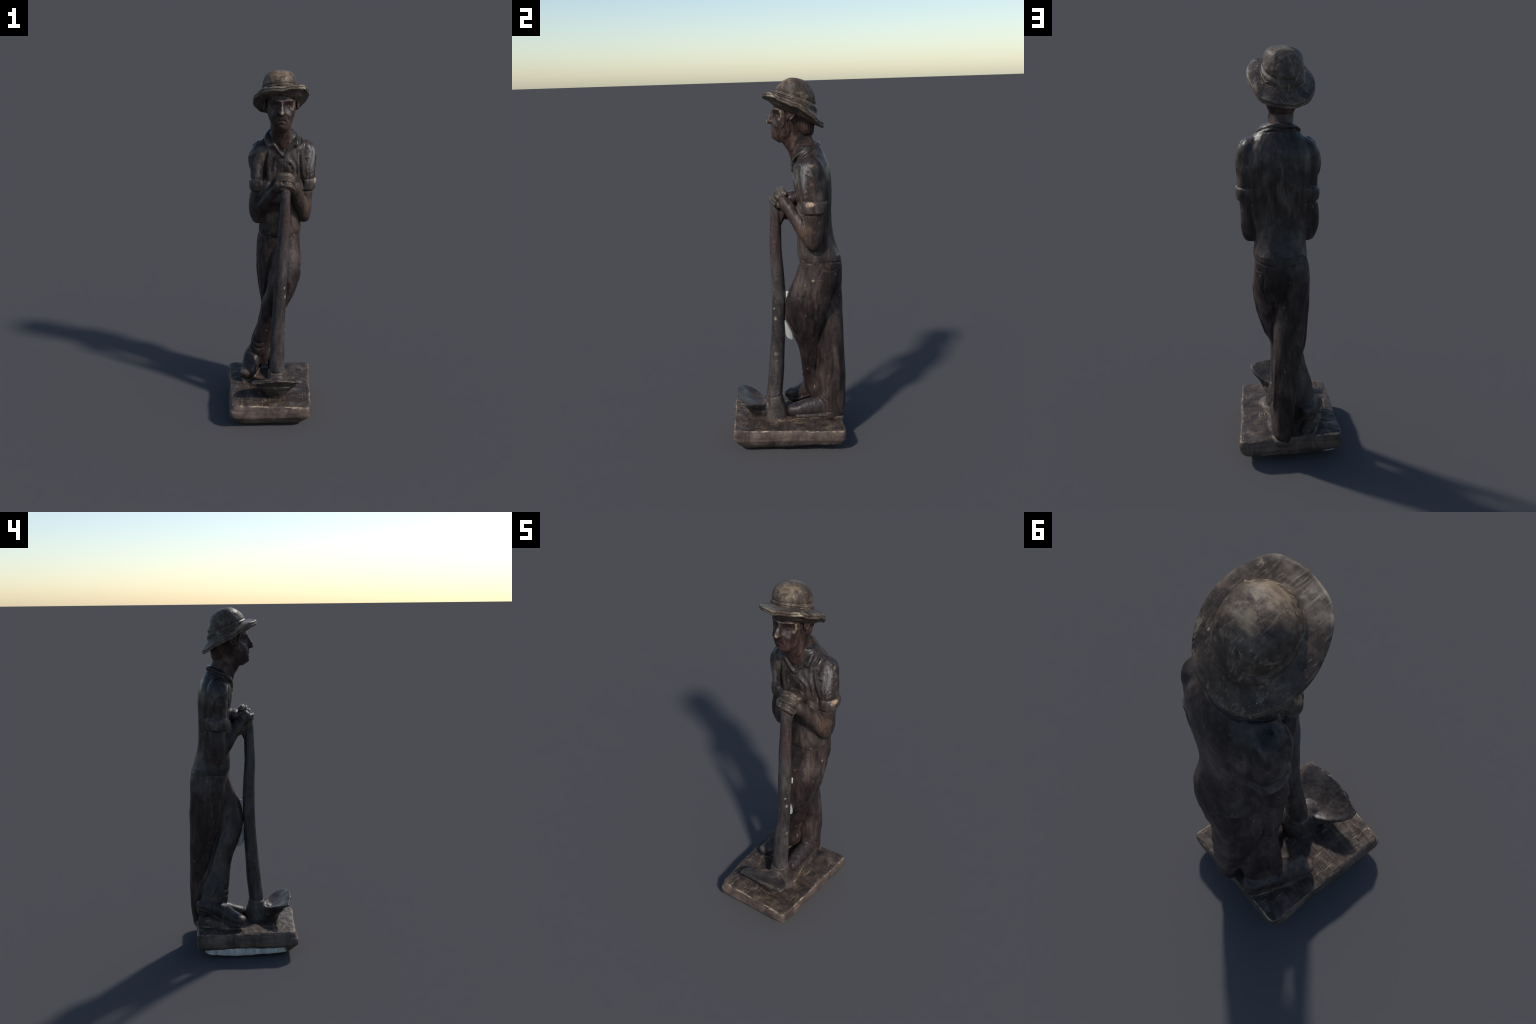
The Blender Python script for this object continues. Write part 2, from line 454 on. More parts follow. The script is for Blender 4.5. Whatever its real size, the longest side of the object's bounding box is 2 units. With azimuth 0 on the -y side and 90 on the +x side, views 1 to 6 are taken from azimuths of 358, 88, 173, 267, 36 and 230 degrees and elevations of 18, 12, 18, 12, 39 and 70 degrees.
add('leg#standing', loft([(1.075, -0.058, 0.179, 0.092, 0.296, 2.5), (1.03, -0.066, 0.181, 0.088, 0.304, 2.4), (0.98, -0.074, 0.180, 0.092, 0.308, 2.3), (0.92, -0.070, 0.170, 0.105, 0.306, 2.3), (0.86, -0.050, 0.14, 0.13, 0.300)]))
# shoes
add('shoe#flat', tube([(0.041, 0.262, 0.172, 0.042, 0.050), (0.041, 0.20, 0.180, 0.044, 0.066), (0.041, 0.12, 0.180, 0.045, 0.060), (0.042, 0.055, 0.175, 0.043, 0.043), (0.043, 0.030, 0.172, 0.036, 0.036)]))
add('shoe#flat', tube([(0.041, 0.255, 0.148, 0.046, 0.013), (0.042, 0.15, 0.148, 0.049, 0.013), (0.042, 0.045, 0.148, 0.045, 0.013)]))
add('shoe#raised', tube([(-0.081, 0.252, 0.268, 0.044, 0.036), (-0.093, 0.199, 0.262, 0.052, 0.052), (-0.115, 0.135, 0.242, 0.052, 0.050), (-0.137, 0.070, 0.211, 0.046, 0.034), (-0.155, 0.022, 0.197, 0.041, 0.029)], p=2.3))
add('shoe#raised', tube([(-0.079, 0.264, 0.256, 0.048, 0.010), (-0.094, 0.199, 0.238, 0.052, 0.010), (-0.117, 0.140, 0.206, 0.052, 0.010), (-0.139, 0.080, 0.180, 0.050, 0.010), (-0.155, 0.022, 0.172, 0.044, 0.010)], p=3))
add('shoe#raised', tube([(-0.081, 0.262, 0.238, 0.043, 0.020), (-0.091, 0.222, 0.222, 0.045, 0.018)], sub=3, p=3))

# shirt
add('torso', loft([(1.046, -0.062, 0.185, 0.078, 0.300, 2.4), (1.075, -0.063, 0.186, 0.069, 0.294, 2.3), (1.12, -0.059, 0.182, 0.069, 0.278, 2.2),
                   (1.20, -0.060, 0.190, 0.074, 0.260, 2.2), (1.30, -0.070, 0.212, 0.070, 0.253, 2.2), (1.40, -0.080, 0.228, 0.064, 0.254, 2.2),
                   (1.48, -0.083, 0.234, 0.052, 0.255, 2.2), (1.54, -0.082, 0.230, 0.052, 0.246, 2.2), (1.585, -0.062, 0.210, 0.058, 0.230, 2.1),
                   (1.622, -0.030, 0.178, 0.062, 0.212, 2.0), (1.655, 0.000, 0.150, 0.068, 0.196, 2.0)]))
# neck and head
add('neck', loft([(1.57, -0.010, 0.140, 0.050, 0.215), (1.62, 0.003, 0.122, 0.036, 0.200), (1.66, 0.003, 0.114, 0.010, 0.182), (1.70, 0.000, 0.114, -0.005, 0.164), (1.74, 0.000, 0.114, 0.0, 0.160)]))
add('head', loft([(1.672, 0.026, 0.092, -0.018, 0.075), (1.688, 0.016, 0.100, -0.036, 0.095), (1.712, 0.001, 0.115, -0.050, 0.120), (1.742, -0.011, 0.126, -0.054, 0.145),
                  (1.78, -0.018, 0.134, -0.050, 0.160), (1.82, -0.022, 0.138, -0.042, 0.166), (1.86, -0.022, 0.138, -0.043, 0.165), (1.90, -0.018, 0.134, -0.032, 0.16), (1.93, -0.01, 0.12, -0.01, 0.15)], n=72))
add('nose', tube([(0.055, -0.030, 1.842, 0.011, 0.012), (0.0545, -0.045, 1.815, 0.012, 0.013), (0.054, -0.058, 1.793, 0.014, 0.016), (0.054, -0.062, 1.785, 0.016, 0.016)], hint=(0, 1, 0)))
add('nose', blob((0.043, -0.052, 1.781), (0.010, 0.011, 0.009)))
add('nose', blob((0.065, -0.052, 1.781), (0.010, 0.011, 0.009)))
# hair mass at the nape
add('hair', loft([(1.712, 0.006, 0.116, 0.090, 0.168), (1.745, -0.012, 0.130, 0.070, 0.172), (1.79, -0.020, 0.140, 0.076, 0.174), (1.85, -0.020, 0.142, 0.078, 0.170)]))
# collar
add('collar', tube([(0.136, 0.058, 1.586, 0.020, 0.009), (0.140, 0.085, 1.618, 0.022, 0.011), (0.137, 0.130, 1.642, 0.018, 0.013), (0.110, 0.175, 1.656, 0.014, 0.014),
                    (0.060, 0.190, 1.660, 0.013, 0.014), (0.018, 0.175, 1.656, 0.014, 0.014), (-0.008, 0.130, 1.640, 0.018, 0.013), (-0.012, 0.085, 1.618, 0.022, 0.011), (-0.008, 0.058, 1.588, 0.020, 0.009)], hint=(0, 0.3, 1)))

for side in ((0.128, 0.100), (0.008, 0.040)):
    add('collar', tube([(side[0], 0.060, 1.596, 0.016, 0.006), (side[1], 0.056, 1.556, 0.013, 0.006), (0.072, 0.052, 1.520, 0.008, 0.005)], hint=(0, 1, 0)))

# arms
for sx, tag in ((1, 'left'), (-1, 'right')):
    ax = 0.207 if sx > 0 else -0.058
    ex = 0.196 if sx > 0 else -0.072
    ay = 0.0 if sx > 0 else -0.008
    add('sleeve#' + tag, tube([(ax - sx * 0.028, 0.146 + ay, 1.566, 0.045, 0.052), (ax - sx * 0.003, 0.144 + ay, 1.540, 0.055, 0.061), (ax, 0.145 + ay, 1.49, 0.056, 0.060), (ax, 0.148 + ay, 1.42, 0.055, 0.059), (ax, 0.149 + ay, 1.34, 0.054, 0.060)], hint=(0, 1, 0), p=2.4))
    add('sleeve_cuff#' + tag, tube([(ax, 0.151 + ay, 1.378, 0.060, 0.064), (ax + sx * 0.001, 0.151 + ay, 1.350, 0.062, 0.066), (ax, 0.151 + ay, 1.318, 0.058, 0.062)], hint=(0, 1, 0), sub=4, round_ends=False, p=2.5))
    add('forearm#' + tag, tube([(ax - sx * 0.003, 0.150 + ay, 1.33, 0.052, 0.054), (ex, 0.149 + ay, 1.25, 0.049, 0.048), (ex, 0.147 + ay, 1.19, 0.048, 0.044), (ex - sx * 0.004, 0.145 + ay, 1.148, 0.042, 0.034)], hint=(0, 1, 0), p=2.4))
    if sx > 0:
        add('forearm#' + tag, tube([(0.196, 0.138, 1.160, 0.042, 0.040), (0.174, 0.095, 1.232, 0.042, 0.043), (0.145, 0.045, 1.305, 0.036, 0.040), (0.118, 0.005, 1.362, 0.032, 0.034)], hint=(1, 0, 0.3)))
    else:
        add('forearm#' + tag, tube([(-0.066, 0.138, 1.160, 0.042, 0.040), (-0.036, 0.095, 1.232, 0.042, 0.043), (0.004, 0.045, 1.300, 0.036, 0.040), (0.035, 0.005, 1.352, 0.032, 0.034)], hint=(1, 0, 0.3)))
    # solid wood left between the forearm, the upper arm and the chest
    add('torso', blob((0.06 + sx * 0.075, 0.110, 1.30), (0.055, 0.055, 0.09)))
add('torso', blob((0.074, 0.045, 1.383), (0.052, 0.055, 0.036)))
add('forearm#right', tube([(-0.005, 0.055, 1.285, 0.030, 0.036), (0.045, 0.022, 1.305, 0.030, 0.042), (0.074, -0.014, 1.310, 0.024, 0.044)]))
add('forearm#right', tube([(0.070, 0.000, 1.320, 0.026, 0.022), (0.073, -0.014, 1.285, 0.022, 0.020), (0.073, -0.022, 1.248, 0.014, 0.012)], hint=(0, 1, 0)))
# hands stacked on the end of the handle
add('hand#right', blob((0.046, -0.022, 1.372), (0.036, 0.040, 0.042), (30, 0, 0)))
add('hand#right', blob((0.060, 0.010, 1.330), (0.030, 0.026, 0.06), (-25, 0, 0)))
add('hand#right', tube([(0.030, -0.045, 1.365, 0.011), (0.048, -0.062, 1.362, 0.010), (0.062, -0.066, 1.366, 0.009)]))
add('hand#left', blob((0.098, -0.014, 1.390), (0.034, 0.045, 0.040), (35, 0, 0)))
add('hand#left', tube([(0.118, 0.005, 1.360, 0.020, 0.030), (0.110, -0.035, 1.350, 0.014, 0.016), (0.100, -0.055, 1.362, 0.011, 0.012)]))
for k in range(4):
    t = k / 3
    y, z = 0.000 - 0.058 * t, 1.430 - 0.052 * t + 0.012 * math.sin(math.pi * t)
    add('finger#%d' % k, tube([(0.124, y + 0.008, z - 0.020, 0.011), (0.108, y - 0.004, z - 0.004, 0.012), (0.080, y - 0.008, z + 0.004, 0.012), (0.050, y - 0.006, z + 0.002, 0.011), (0.032 + 0.010 * t, y + 0.004, z - 0.012, 0.010)], hint=(0, 1, 1), n=16))

S = Sculpt(parts, 0.0034, 3)

# ---- carved detail on the figure (all positions in metres on the statue)
# eye sockets, brow, cheeks, mouth
for sx in (1, -1):
    c = 0.056
    S.stroke(S.front((c + sx * 0.028, 1.818), (c + sx * 0.046, 1.813)), -0.0095, 0.018, taper=False)
    S.stroke(S.front((c + sx * 0.024, 1.800), (c + sx * 0.036, 1.782)), -0.004, 0.012)
S.update()
for sx in (1, -1):
    c = 0.056
    S.stroke(S.front((c + sx * 0.034, 1.812)), 0.006, 0.009)
    S.stroke(S.front((c + sx * 0.006, 1.840), (c + sx * 0.034, 1.849), (c + sx * 0.058, 1.842), (c + sx * 0.070, 1.818), (c + sx * 0.062, 1.792)), 0.0038, 0.0048)
    S.stroke(S.front((c + sx * 0.022, 1.812), (c + sx * 0.036, 1.817), (c + sx * 0.050, 1.811)), -0.003, 0.003)
    S.stroke(S.front((c + sx * 0.022, 1.805), (c + sx * 0.036, 1.801), (c + sx * 0.050, 1.805)), -0.002, 0.003)
    S.stroke(S.front((c + sx * 0.020, 1.778), (c + sx * 0.030, 1.757), (c + sx * 0.036, 1.735)), -0.004, 0.005)
    S.stroke(S.front((c + sx * 0.044, 1.775), (c + sx * 0.050, 1.750)), 0.004, 0.010)
S.update()
S.stroke(S.front((0.030, 1.728), (0.042, 1.737), (0.054, 1.740), (0.066, 1.737), (0.080, 1.727)), -0.0045, 0.0035)
S.stroke(S.front((0.040, 1.716), (0.054, 1.718), (0.068, 1.716)), -0.003, 0.005)
S.stroke(S.front((0.054, 1.700)), 0.006, 0.016)
# hairline, beard and nape hair
for side in (S.right, S.left):
    S.stroke(side((-0.002, 1.855), (0.010, 1.830), (0.014, 1.800), (0.010, 1.770), (-0.004, 1.745)), 0.0050, 0.004)
    for k in range(7):
        y = 0.000 + 0.011 * k
        S.stroke(side((y + 0.012, 1.775 - 0.004 * k), (y + 0.004, 1.745 - 0.002 * k), (y - 0.010, 1.708 + 0.002 * k)), -0.0036, 0.0028)
    for k in range(3):
        S.stroke(side((0.008 + 0.009 * k, 1.862), (0.018 + 0.008 * k, 1.835), (0.024 + 0.006 * k, 1.805)), -0.0036, 0.003)
    for k in range(5):
        S.stroke(side((0.070 + 0.014 * k, 1.815), (0.078 + 0.014 * k, 1.770), (0.095 + 0.012 * k, 1.720)), -0.0036, 0.0035)
    S.stroke(side((0.026, 1.790), (0.040, 1.770), (0.048, 1.735), (0.042, 1.705)), -0.008, 0.008)
    S.stroke(side((0.066, 1.800), (0.074, 1.768), (0.092, 1.735), (0.118, 1.715)), 0.003, 0.005)
    # neck tendon
    S.stroke(side((0.080, 1.700), (0.060, 1.660), (0.045, 1.625)), 0.004, 0.009)
S.update()
# collar, lapels, placket
S.stroke(S.right((0.185, 1.650), (0.140, 1.628), (0.105, 1.606), (0.074, 1.572)), -0.009, 0.0045)
S.stroke(S.left((0.185, 1.650), (0.140, 1.628), (0.105, 1.606), (0.074, 1.572)), -0.009, 0.0045)
S.stroke(S.back((0.14, 1.632), (0.10, 1.640), (0.06, 1.643), (0.02, 1.640), (-0.02, 1.630)), -0.006, 0.0045)
S.stroke(S.front((0.036, 1.600), (0.070, 1.535)), -0.006, 0.010)
S.stroke(S.front((0.100, 1.602), (0.072, 1.535)), -0.006, 0.010)
S.update()
for pts in ([(0.016, 1.600), (0.042, 1.558), (0.069, 1.526)], [(0.128, 1.592), (0.096, 1.552), (0.070, 1.520)]):
    S.stroke(S.front(*pts), 0.006, 0.006)
S.stroke(S.front((0.140, 1.592), (0.110, 1.552), (0.080, 1.515)), -0.0045, 0.0035)
S.stroke(S.front((-0.004, 1.590), (0.028, 1.556), (0.058, 1.520)), -0.0035, 0.0035)
S.stroke(S.front((0.070, 1.520), (0.071, 1.485), (0.070, 1.455)), -0.0035, 0.0035)
# folds where the sleeves meet the chest and down the front
S.stroke(S.front((-0.020, 1.545), (-0.031, 1.490), (-0.036, 1.42), (-0.046, 1.37)), -0.015, 0.008)
S.stroke(S.front((0.165, 1.545), (0.170, 1.490), (0.174, 1.44), (0.180, 1.385), (0.188, 1.34)), -0.015, 0.008)
S.stroke(S.front((0.020, 1.52), (0.005, 1.47), (0.000, 1.42)), -0.007, 0.010)
S.stroke(S.front((0.120, 1.52), (0.145, 1.46), (0.152, 1.40)), -0.007, 0.009)
S.stroke(S.front((0.100, 1.50), (0.130, 1.475), (0.145, 1.44)), 0.006, 0.009)
for pts in ([(0.040, 1.50), (0.032, 1.46), (0.030, 1.42)], [(0.095, 1.48), (0.118, 1.45), (0.128, 1.41)]):
    S.stroke(S.front(*pts), -0.005, 0.007)
for pts in ([(0.125, 1.60), (0.135, 1.57)], [(0.110, 1.52), (0.145, 1.50), (0.170, 1.45)], [(0.130, 1.54), (0.150, 1.49), (0.160, 1.43)]):
    S.stroke(S.right(*pts), 0.006, 0.008)
    S.stroke(S.left(*pts), 0.006, 0.008)
# sleeve roll lines
for cx, sx in ((0.207, 1), (-0.058, -1)):
    ring = [(cx + 0.058 * math.cos(a), 0.151 + 0.063 * math.sin(a), 1.380) for a in np.linspace(0, 2 * math.pi, 17)]
    S.stroke(ring, -0.005, 0.004, taper=False)
    ring = [(cx + 0.054 * math.cos(a), 0.153 + 0.059 * math.sin(a), 1.310) for a in np.linspace(0, 2 * math.pi, 17)]
    S.stroke(ring, -0.006, 0.005, taper=False)
for k in range(3):
    t = (k + 0.5) / 3
    y, z = 0.000 - 0.058 * t, 1.430 - 0.052 * t + 0.012 * math.sin(math.pi * t)
    S.stroke([(0.122, y - 0.004, z - 0.010), (0.108, y - 0.010, z + 0.004), (0.080, y - 0.014, z + 0.010), (0.050, y - 0.012, z + 0.008), (0.034, y - 0.006, z)], -0.005, 0.0032, taper=False)
# hollow of the back between the arms, seat of the trousers
S.stroke(S.back((0.155, 1.50), (0.150, 1.38), (0.150, 1.25), (0.155, 1.15)), -0.005, 0.012)
S.stroke(S.back((-0.020, 1.50), (-0.025, 1.38), (-0.025, 1.25), (-0.025, 1.15)), -0.005, 0.012)
S.stroke(S.back((0.065, 1.56), (0.062, 1.40), (0.060, 1.20)), -0.003, 0.022)
S.stroke(S.back((0.080, 0.95), (0.085, 0.85), (0.088, 0.72)), -0.008, 0.014)
# shirt hem and trouser lines
hem = [(0.062 + 0.125 * math.cos(a), 0.19 + 0.12 * math.sin(a), 1.040 + 0.008 * math.cos(2 * a)) for a in np.linspace(0, 2 * math.pi, 25)]
S.stroke(hem, -0.003, 0.004, taper=False)
S.update()
S.stroke(S.right((0.195, 1.022), (0.180, 0.990), (0.172, 0.965)), -0.004, 0.0035)
S.stroke(S.right((0.270, 1.005), (0.235, 1.0), (0.205, 1.012)), -0.003, 0.004)
S.stroke(S.right((0.282, 0.985), (0.262, 0.90), (0.240, 0.82), (0.205, 0.68), (0.180, 0.55), (0.165, 0.42), (0.156, 0.34)), -0.008, 0.008)
S.stroke(S.left((0.165, 1.00), (0.150, 0.94), (0.146, 0.90)), -0.004, 0.0035)
S.stroke(S.left((0.105, 0.90), (0.130, 0.76), (0.175, 0.60), (0.220, 0.48), (0.275, 0.37)), -0.008, 0.008)
for pts in ([(0.070, 0.86), (0.080, 0.78), (0.110, 0.70)], [(0.120, 0.80), (0.140, 0.70), (0.135, 0.62)], [(0.24, 0.50), (0.235, 0.40), (0.22, 0.32)], [(0.28, 0.52), (0.285, 0.40), (0.28, 0.28)], [(0.15, 0.92), (0.155, 0.82), (0.165, 0.74)], [(0.10, 0.93), (0.085, 0.86)], [(0.11, 0.55), (0.115, 0.46), (0.125, 0.37)]):
    S.stroke(S.right(*pts), 0.006, 0.009)
for pts in ([(0.22, 0.93), (0.215, 0.80), (0.225, 0.66)], [(0.15, 0.48), (0.17, 0.38), (0.20, 0.32)], [(0.12, 0.42), (0.13, 0.35)], [(0.26, 0.88), (0.27, 0.72), (0.26, 0.58)], [(0.10, 0.70), (0.13, 0.58), (0.15, 0.48)]):
    S.stroke(S.left(*pts), 0.006, 0.009)
S.stroke(S.front((0.105, 0.80), (0.110, 0.75), (0.100, 0.71)), 0.005, 0.012)
for z in (0.36, 0.325):
    S.stroke(S.front((-0.105, z + 0.012), (-0.075, z), (-0.035, z + 0.010)), -0.005, 0.006)
# trouser hems over the shoes, welts
S.stroke(S.right((0.150, 0.30), (0.185, 0.262), (0.210, 0.240), (0.225, 0.235)), -0.003, 0.004)
S.stroke(S.left((0.110, 0.315), (0.150, 0.300), (0.20, 0.298), (0.28, 0.300)), -0.003, 0.004)
S.stroke(S.right((0.02, 0.164), (0.08, 0.160), (0.15, 0.163), (0.22, 0.168), (0.30, 0.17)), -0.005, 0.004)

S.update()
shoe_ids = [i for i, l in enumerate(S.labels) if l.startswith('shoe')]
mask = np.zeros(len(S.v)); mask[np.unique(S.quads[np.isin(S.lab, shoe_ids)])] = 1
S.smooth(5, 0.5, mask)
# chisel work: flat long cuts, small ripples
S.update()
amp = 0.0030 * vnoise(S.v, (19, 19, 10), 2) + 0.0013 * vnoise(S.v, (36, 36, 15), 3) + 0.0008 * vnoise(S.v, (95, 95, 40), 5)
head = (S.v[:, 2] > 1.68)
amp[head] *= 0.45
S.v = S.v + S.n * amp[:, None]

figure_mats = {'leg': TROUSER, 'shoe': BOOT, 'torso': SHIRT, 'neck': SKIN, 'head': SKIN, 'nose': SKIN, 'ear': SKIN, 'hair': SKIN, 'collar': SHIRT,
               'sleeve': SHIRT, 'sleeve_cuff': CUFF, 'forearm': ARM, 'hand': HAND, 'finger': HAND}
tree = {'nose': 'head', 'hair': 'head', 'collar': 'torso', 'sleeve_cuff#left': 'sleeve#left', 'sleeve_cuff#right': 'sleeve#right'}
for k in range(4):
    tree['finger#%d' % k] = 'hand#left'
figure = S.build(root, figure_mats, tree)
ears = []
for sx, cx in ((1, 0.057 + 0.091), (-1, 0.057 - 0.089)):
    nm = 'ear#a' if sx > 0 else 'ear#b'
    ears.append((nm, blob((cx - sx * 0.002, 0.050, 1.822), (0.008, 0.019, 0.032), (-14, 0, 0))))
    ears.append((nm, tube([(cx, 0.034, 1.826, 0.005), (cx + sx * 0.006, 0.036, 1.846, 0.006), (cx + sx * 0.010, 0.054, 1.856, 0.006), (cx + sx * 0.010, 0.068, 1.842, 0.006),
                  (cx + sx * 0.008, 0.066, 1.822, 0.006), (cx + sx * 0.004, 0.056, 1.803, 0.006), (cx + sx * 0.002, 0.045, 1.794, 0.007)], hint=(1, 0, 0), n=14)))
    ears.append((nm, tube([(cx + sx * 0.006, 0.046, 1.842, 0.0035), (cx + sx * 0.007, 0.056, 1.834, 0.004), (cx + sx * 0.005, 0.052, 1.815, 0.0035)], hint=(1, 0, 0), n=12)))
EAR = Sculpt(ears, 0.0018, 2)
for nm, ob in EAR.build(root, {'ear': SKIN}).items():
    ob.parent = figure['head']





# --------------------------------------------------------------------- hat ---
def periodic(theta, table):
    """Smooth periodic interpolation of (angle_degrees, value) knots."""
    a = np.radians([t[0] for t in table]); v = np.array([t[1] for t in table])
    a = np.concatenate([a - 2 * math.pi, a, a + 2 * math.pi]); v = np.concatenate([v, v, v])
    out = np.zeros_like(theta)
    for off in np.linspace(-0.12, 0.12, 7):
        out += np.interp(theta + off, a, v)
    return out / 7


def make_hat():
    n = 288
    th = np.linspace(-math.pi, math.pi, n, endpoint=False)
    C = V3(0.063, 0.060)
    R = periodic(th, [(-150, 0.151), (-130, 0.155), (-104, 0.152), (-89, 0.150), (-72, 0.151), (-57, 0.156), (-40, 0.152), (-20, 0.147), (0, 0.146), (25, 0.150),
                      (45, 0.156), (60, 0.158), (90, 0.156), (120, 0.161), (137, 0.167), (154, 0.160), (178, 0.155)])
    lift = periodic(th, [(-150, 0.006), (-110, 0.004), (-80, 0.004), (-60, 0.012), (-35, 0.026), (0, 0.032), (30, 0.026), (60, 0.006), (90, 0.0), (135, 0.0), (180, 0.004)])
    ex, ey = C[0] + R * np.cos(th), C[1] + R * np.sin(th)
    edge = np.stack([ex, ey, 1.868 - 0.534 * ey + lift], 1)
    # crown foot, an ellipse of its own
    cc = V3(0.051, 0.080)
    fx, fy = cc[0] + 0.098 * np.cos(th), cc[1] + 0.108 * np.sin(th)
    foot = np.stack([fx, fy, 1.908 - 0.50 * fy + 0.010 * np.maximum(np.cos(th), 0)], 1)
    dish = 0.004 - 0.012 * np.maximum(np.cos(th), 0)
    thick = 0.013
    rings = []
    # underside from inside the head out to the edge
    inner = np.stack([cc[0] + 0.070 * np.cos(th), cc[1] - 0.005 + 0.085 * np.sin(th), 1.858 - 0.45 * (cc[1] + 0.085 * np.sin(th))], 1)
    for s in np.linspace(0, 1, 14):
        p = inner * (1 - s) + edge * s
        p[:, 2] += -thick * min(1, s * 3) - (0.014 * np.maximum(np.cos(th), 0) - 0.008 * np.maximum(-np.cos(th), 0)) * math.sin(math.pi * min(1, s * 1.05 + 0.1))
        rings.append(p)
    # rounded rim with a gouged seam
    out = np.stack([np.cos(th), np.sin(th), np.zeros(n)], 1)
    for a in (-60, -35, -12, 0, 12, 35, 60):
        k = math.radians(a)
        r = 0.006 * math.cos(k) - (0.0045 if a == 0 else 0.0015 if abs(a) == 12 else 0)
        rings.append(edge + out * r + np.array([0, 0, 1]) * (thick * math.sin(k)))
    # upper side of the brim rising to the crown
    for s in np.linspace(0.03, 1, 16):
        p = edge * (1 - s) + foot * s
        p[:, 2] += thick * (1 - s) - dish * math.sin(math.pi * s) * (1 - 0.4 * s)
        rings.append(p)
    # band and crown: superelliptic dome, top centre a little forward
    top = V3(0.054, 0.072, 2.000)
    for s in np.linspace(0.04, 0.995, 34):
        wide = (1 - s ** 4.6) ** (1 / 2.4) * (1 - 0.07 * s)
        deep = (1 - s ** 2.9) ** (1 / 2.1)
        fore = (1 - s ** 1.9) ** (1 / 1.75)
        band = 0.004 * math.exp(-((s - 0.10) / 0.06) ** 2) - 0.004 * math.exp(-((s - 0.20) / 0.035) ** 2)
        cx = cc[0] * (1 - s) + top[0] * s; cy = cc[1] * (1 - s) + top[1] * s
        sn = np.sin(th)
        dy = np.where(sn < 0, fore, deep)
        px = cx + (0.096 * wide + band) * np.cos(th)
        py = cy + (0.108 * dy + band) * sn
        z0 = foot[:, 2]
        pz = z0 + (top[2] - z0) * (s ** 0.92)
        rings.append(np.stack([px, py, np.minimum(pz, top[2])], 1))
    v, f = skin(rings)
    v = np.array(v)
    # carved unevenness; dents on the brim of the right-hand side of the man
    q = v - V3(0.055, 0.07, 1.86)
    rad = np.hypot(q[:, 0], q[:, 1])
    nrm = q / (np.linalg.norm(q, axis=1)[:, None] + 1e-9)
    nrm = np.where((rad > 0.115)[:, None], np.array([0, 0, 1.0]), nrm)
    amp = 0.0036 * vnoise(v, 22, 11) + 0.0012 * vnoise(v, 70, 12)
    v = v + nrm * amp[:, None]
    for c, d, w in (((-0.045, -0.02, 1.885), -0.008, 0.020), ((-0.060, 0.045, 1.855), -0.009, 0.016), ((-0.01, 0.0, 1.90), 0.004, 0.015), ((0.17, -0.03, 1.90), 0.004, 0.02),
                    ((-0.02, 0.17, 1.80), -0.004, 0.03), ((0.125, 0.05, 1.93), -0.004, 0.03), ((0.02, 0.0, 1.95), -0.005, 0.03)):
        g = np.exp(-(np.linalg.norm(v - V3(*c), axis=1) / w) ** 2)
        v = v + nrm * (g * d)[:, None]
    # wavy rim
    w = np.clip((rad - 0.13) / 0.03, 0, 1)
    a = np.arctan2(q[:, 1], q[:, 0])
    v[:, 2] += w * 0.003 * np.sin(5 * a + 0.6) + w * 0.0015 * np.sin(13 * a)
    me = bpy.data.meshes.new("hat")
    me.from_pydata([tuple(x) for x in v], [], f)
    me.polygons.foreach_set("use_smooth", [True] * len(f))
    me.materials.append(HATM)
    ob = bpy.data.objects.new("hat", me)
    bpy.context.scene.collection.objects.link(ob)
    ob.parent = root
    return ob


make_hat()

# --------------------------------------------------------------------- hoe ---
hoe = []
hoe.append(('hoe_handle', tube([(0.078, -0.036, 1.385, 0.026), (0.077, -0.039, 1.33, 0.028), (0.072, -0.043, 1.18, 0.031), (0.066, -0.043, 1.08, 0.033), (0.053, -0.034, 0.89, 0.0360), (0.044, -0.038, 0.72, 0.0365),
                                (0.037, -0.044, 0.59, 0.039), (0.029, -0.058, 0.41, 0.043), (0.024, -0.072, 0.26, 0.044), (0.022, -0.076, 0.20, 0.042)], hint=(0, 1, 0))))
hoe[0] = (hoe[0][0], ([(x, y - 0.003, z) for x, y, z in hoe[0][1][0]], hoe[0][1][1]))
# socket with flared foot and forward neck
hoe.append(('hoe_blade', loft([(0.10, -0.055, 0.100, -0.155, 0.010), (0.15, -0.050, 0.095, -0.148, 0.004), (0.19, -0.040, 0.085, -0.135, -0.010), (0.235, -0.030, 0.075, -0.125, -0.024), (0.262, -0.026, 0.070, -0.118, -0.028)])))
hoe.append(('hoe_blade', tube([(0.022, -0.10, 0.200, 0.050, 0.042), (0.022, -0.14, 0.200, 0.050, 0.034), (0.020, -0.175, 0.195, 0.065, 0.024)])))


def blade_sheet():
    """Fan-shaped dished blade: from the neck out to a straight raised cutting edge."""
    rings = []
    us = np.concatenate([np.linspace(-1, 1, 24), np.linspace(1, -1, 24)])
    for s in np.linspace(0, 1, 24):
        half = 0.050 + 0.100 * (1 - (1 - s) ** 2.2)
        half *= 1 - 0.05 * max(0, (s - 0.75) / 0.25) ** 2
        ring = []
        for k, u in enumerate(us):
            y = -0.125 - 0.138 * s - 0.020 * s * (1 - u * u)
            z = 0.205 - 0.020 * math.sin(math.pi * s ** 0.8) * (1 - u * u) + 0.084 * s ** 1.35 + 0.020 * abs(u) ** 2.5 * math.sin(math.pi * min(1, s * 1.05))
            thick = 0.0075 + 0.016 * (1 - s)
            off = (thick if k < 24 else -thick) * (0.6 if abs(u) == 1 else 1)
            ring.append((0.013 + half * u, y + off * 0.6 * s, z + off * (1 - 0.3 * s) + s * (0.008 - 0.026 * u * u)))
        rings.append(ring)
    return skin(rings)


hoe.append(('hoe_blade', blade_sheet()))
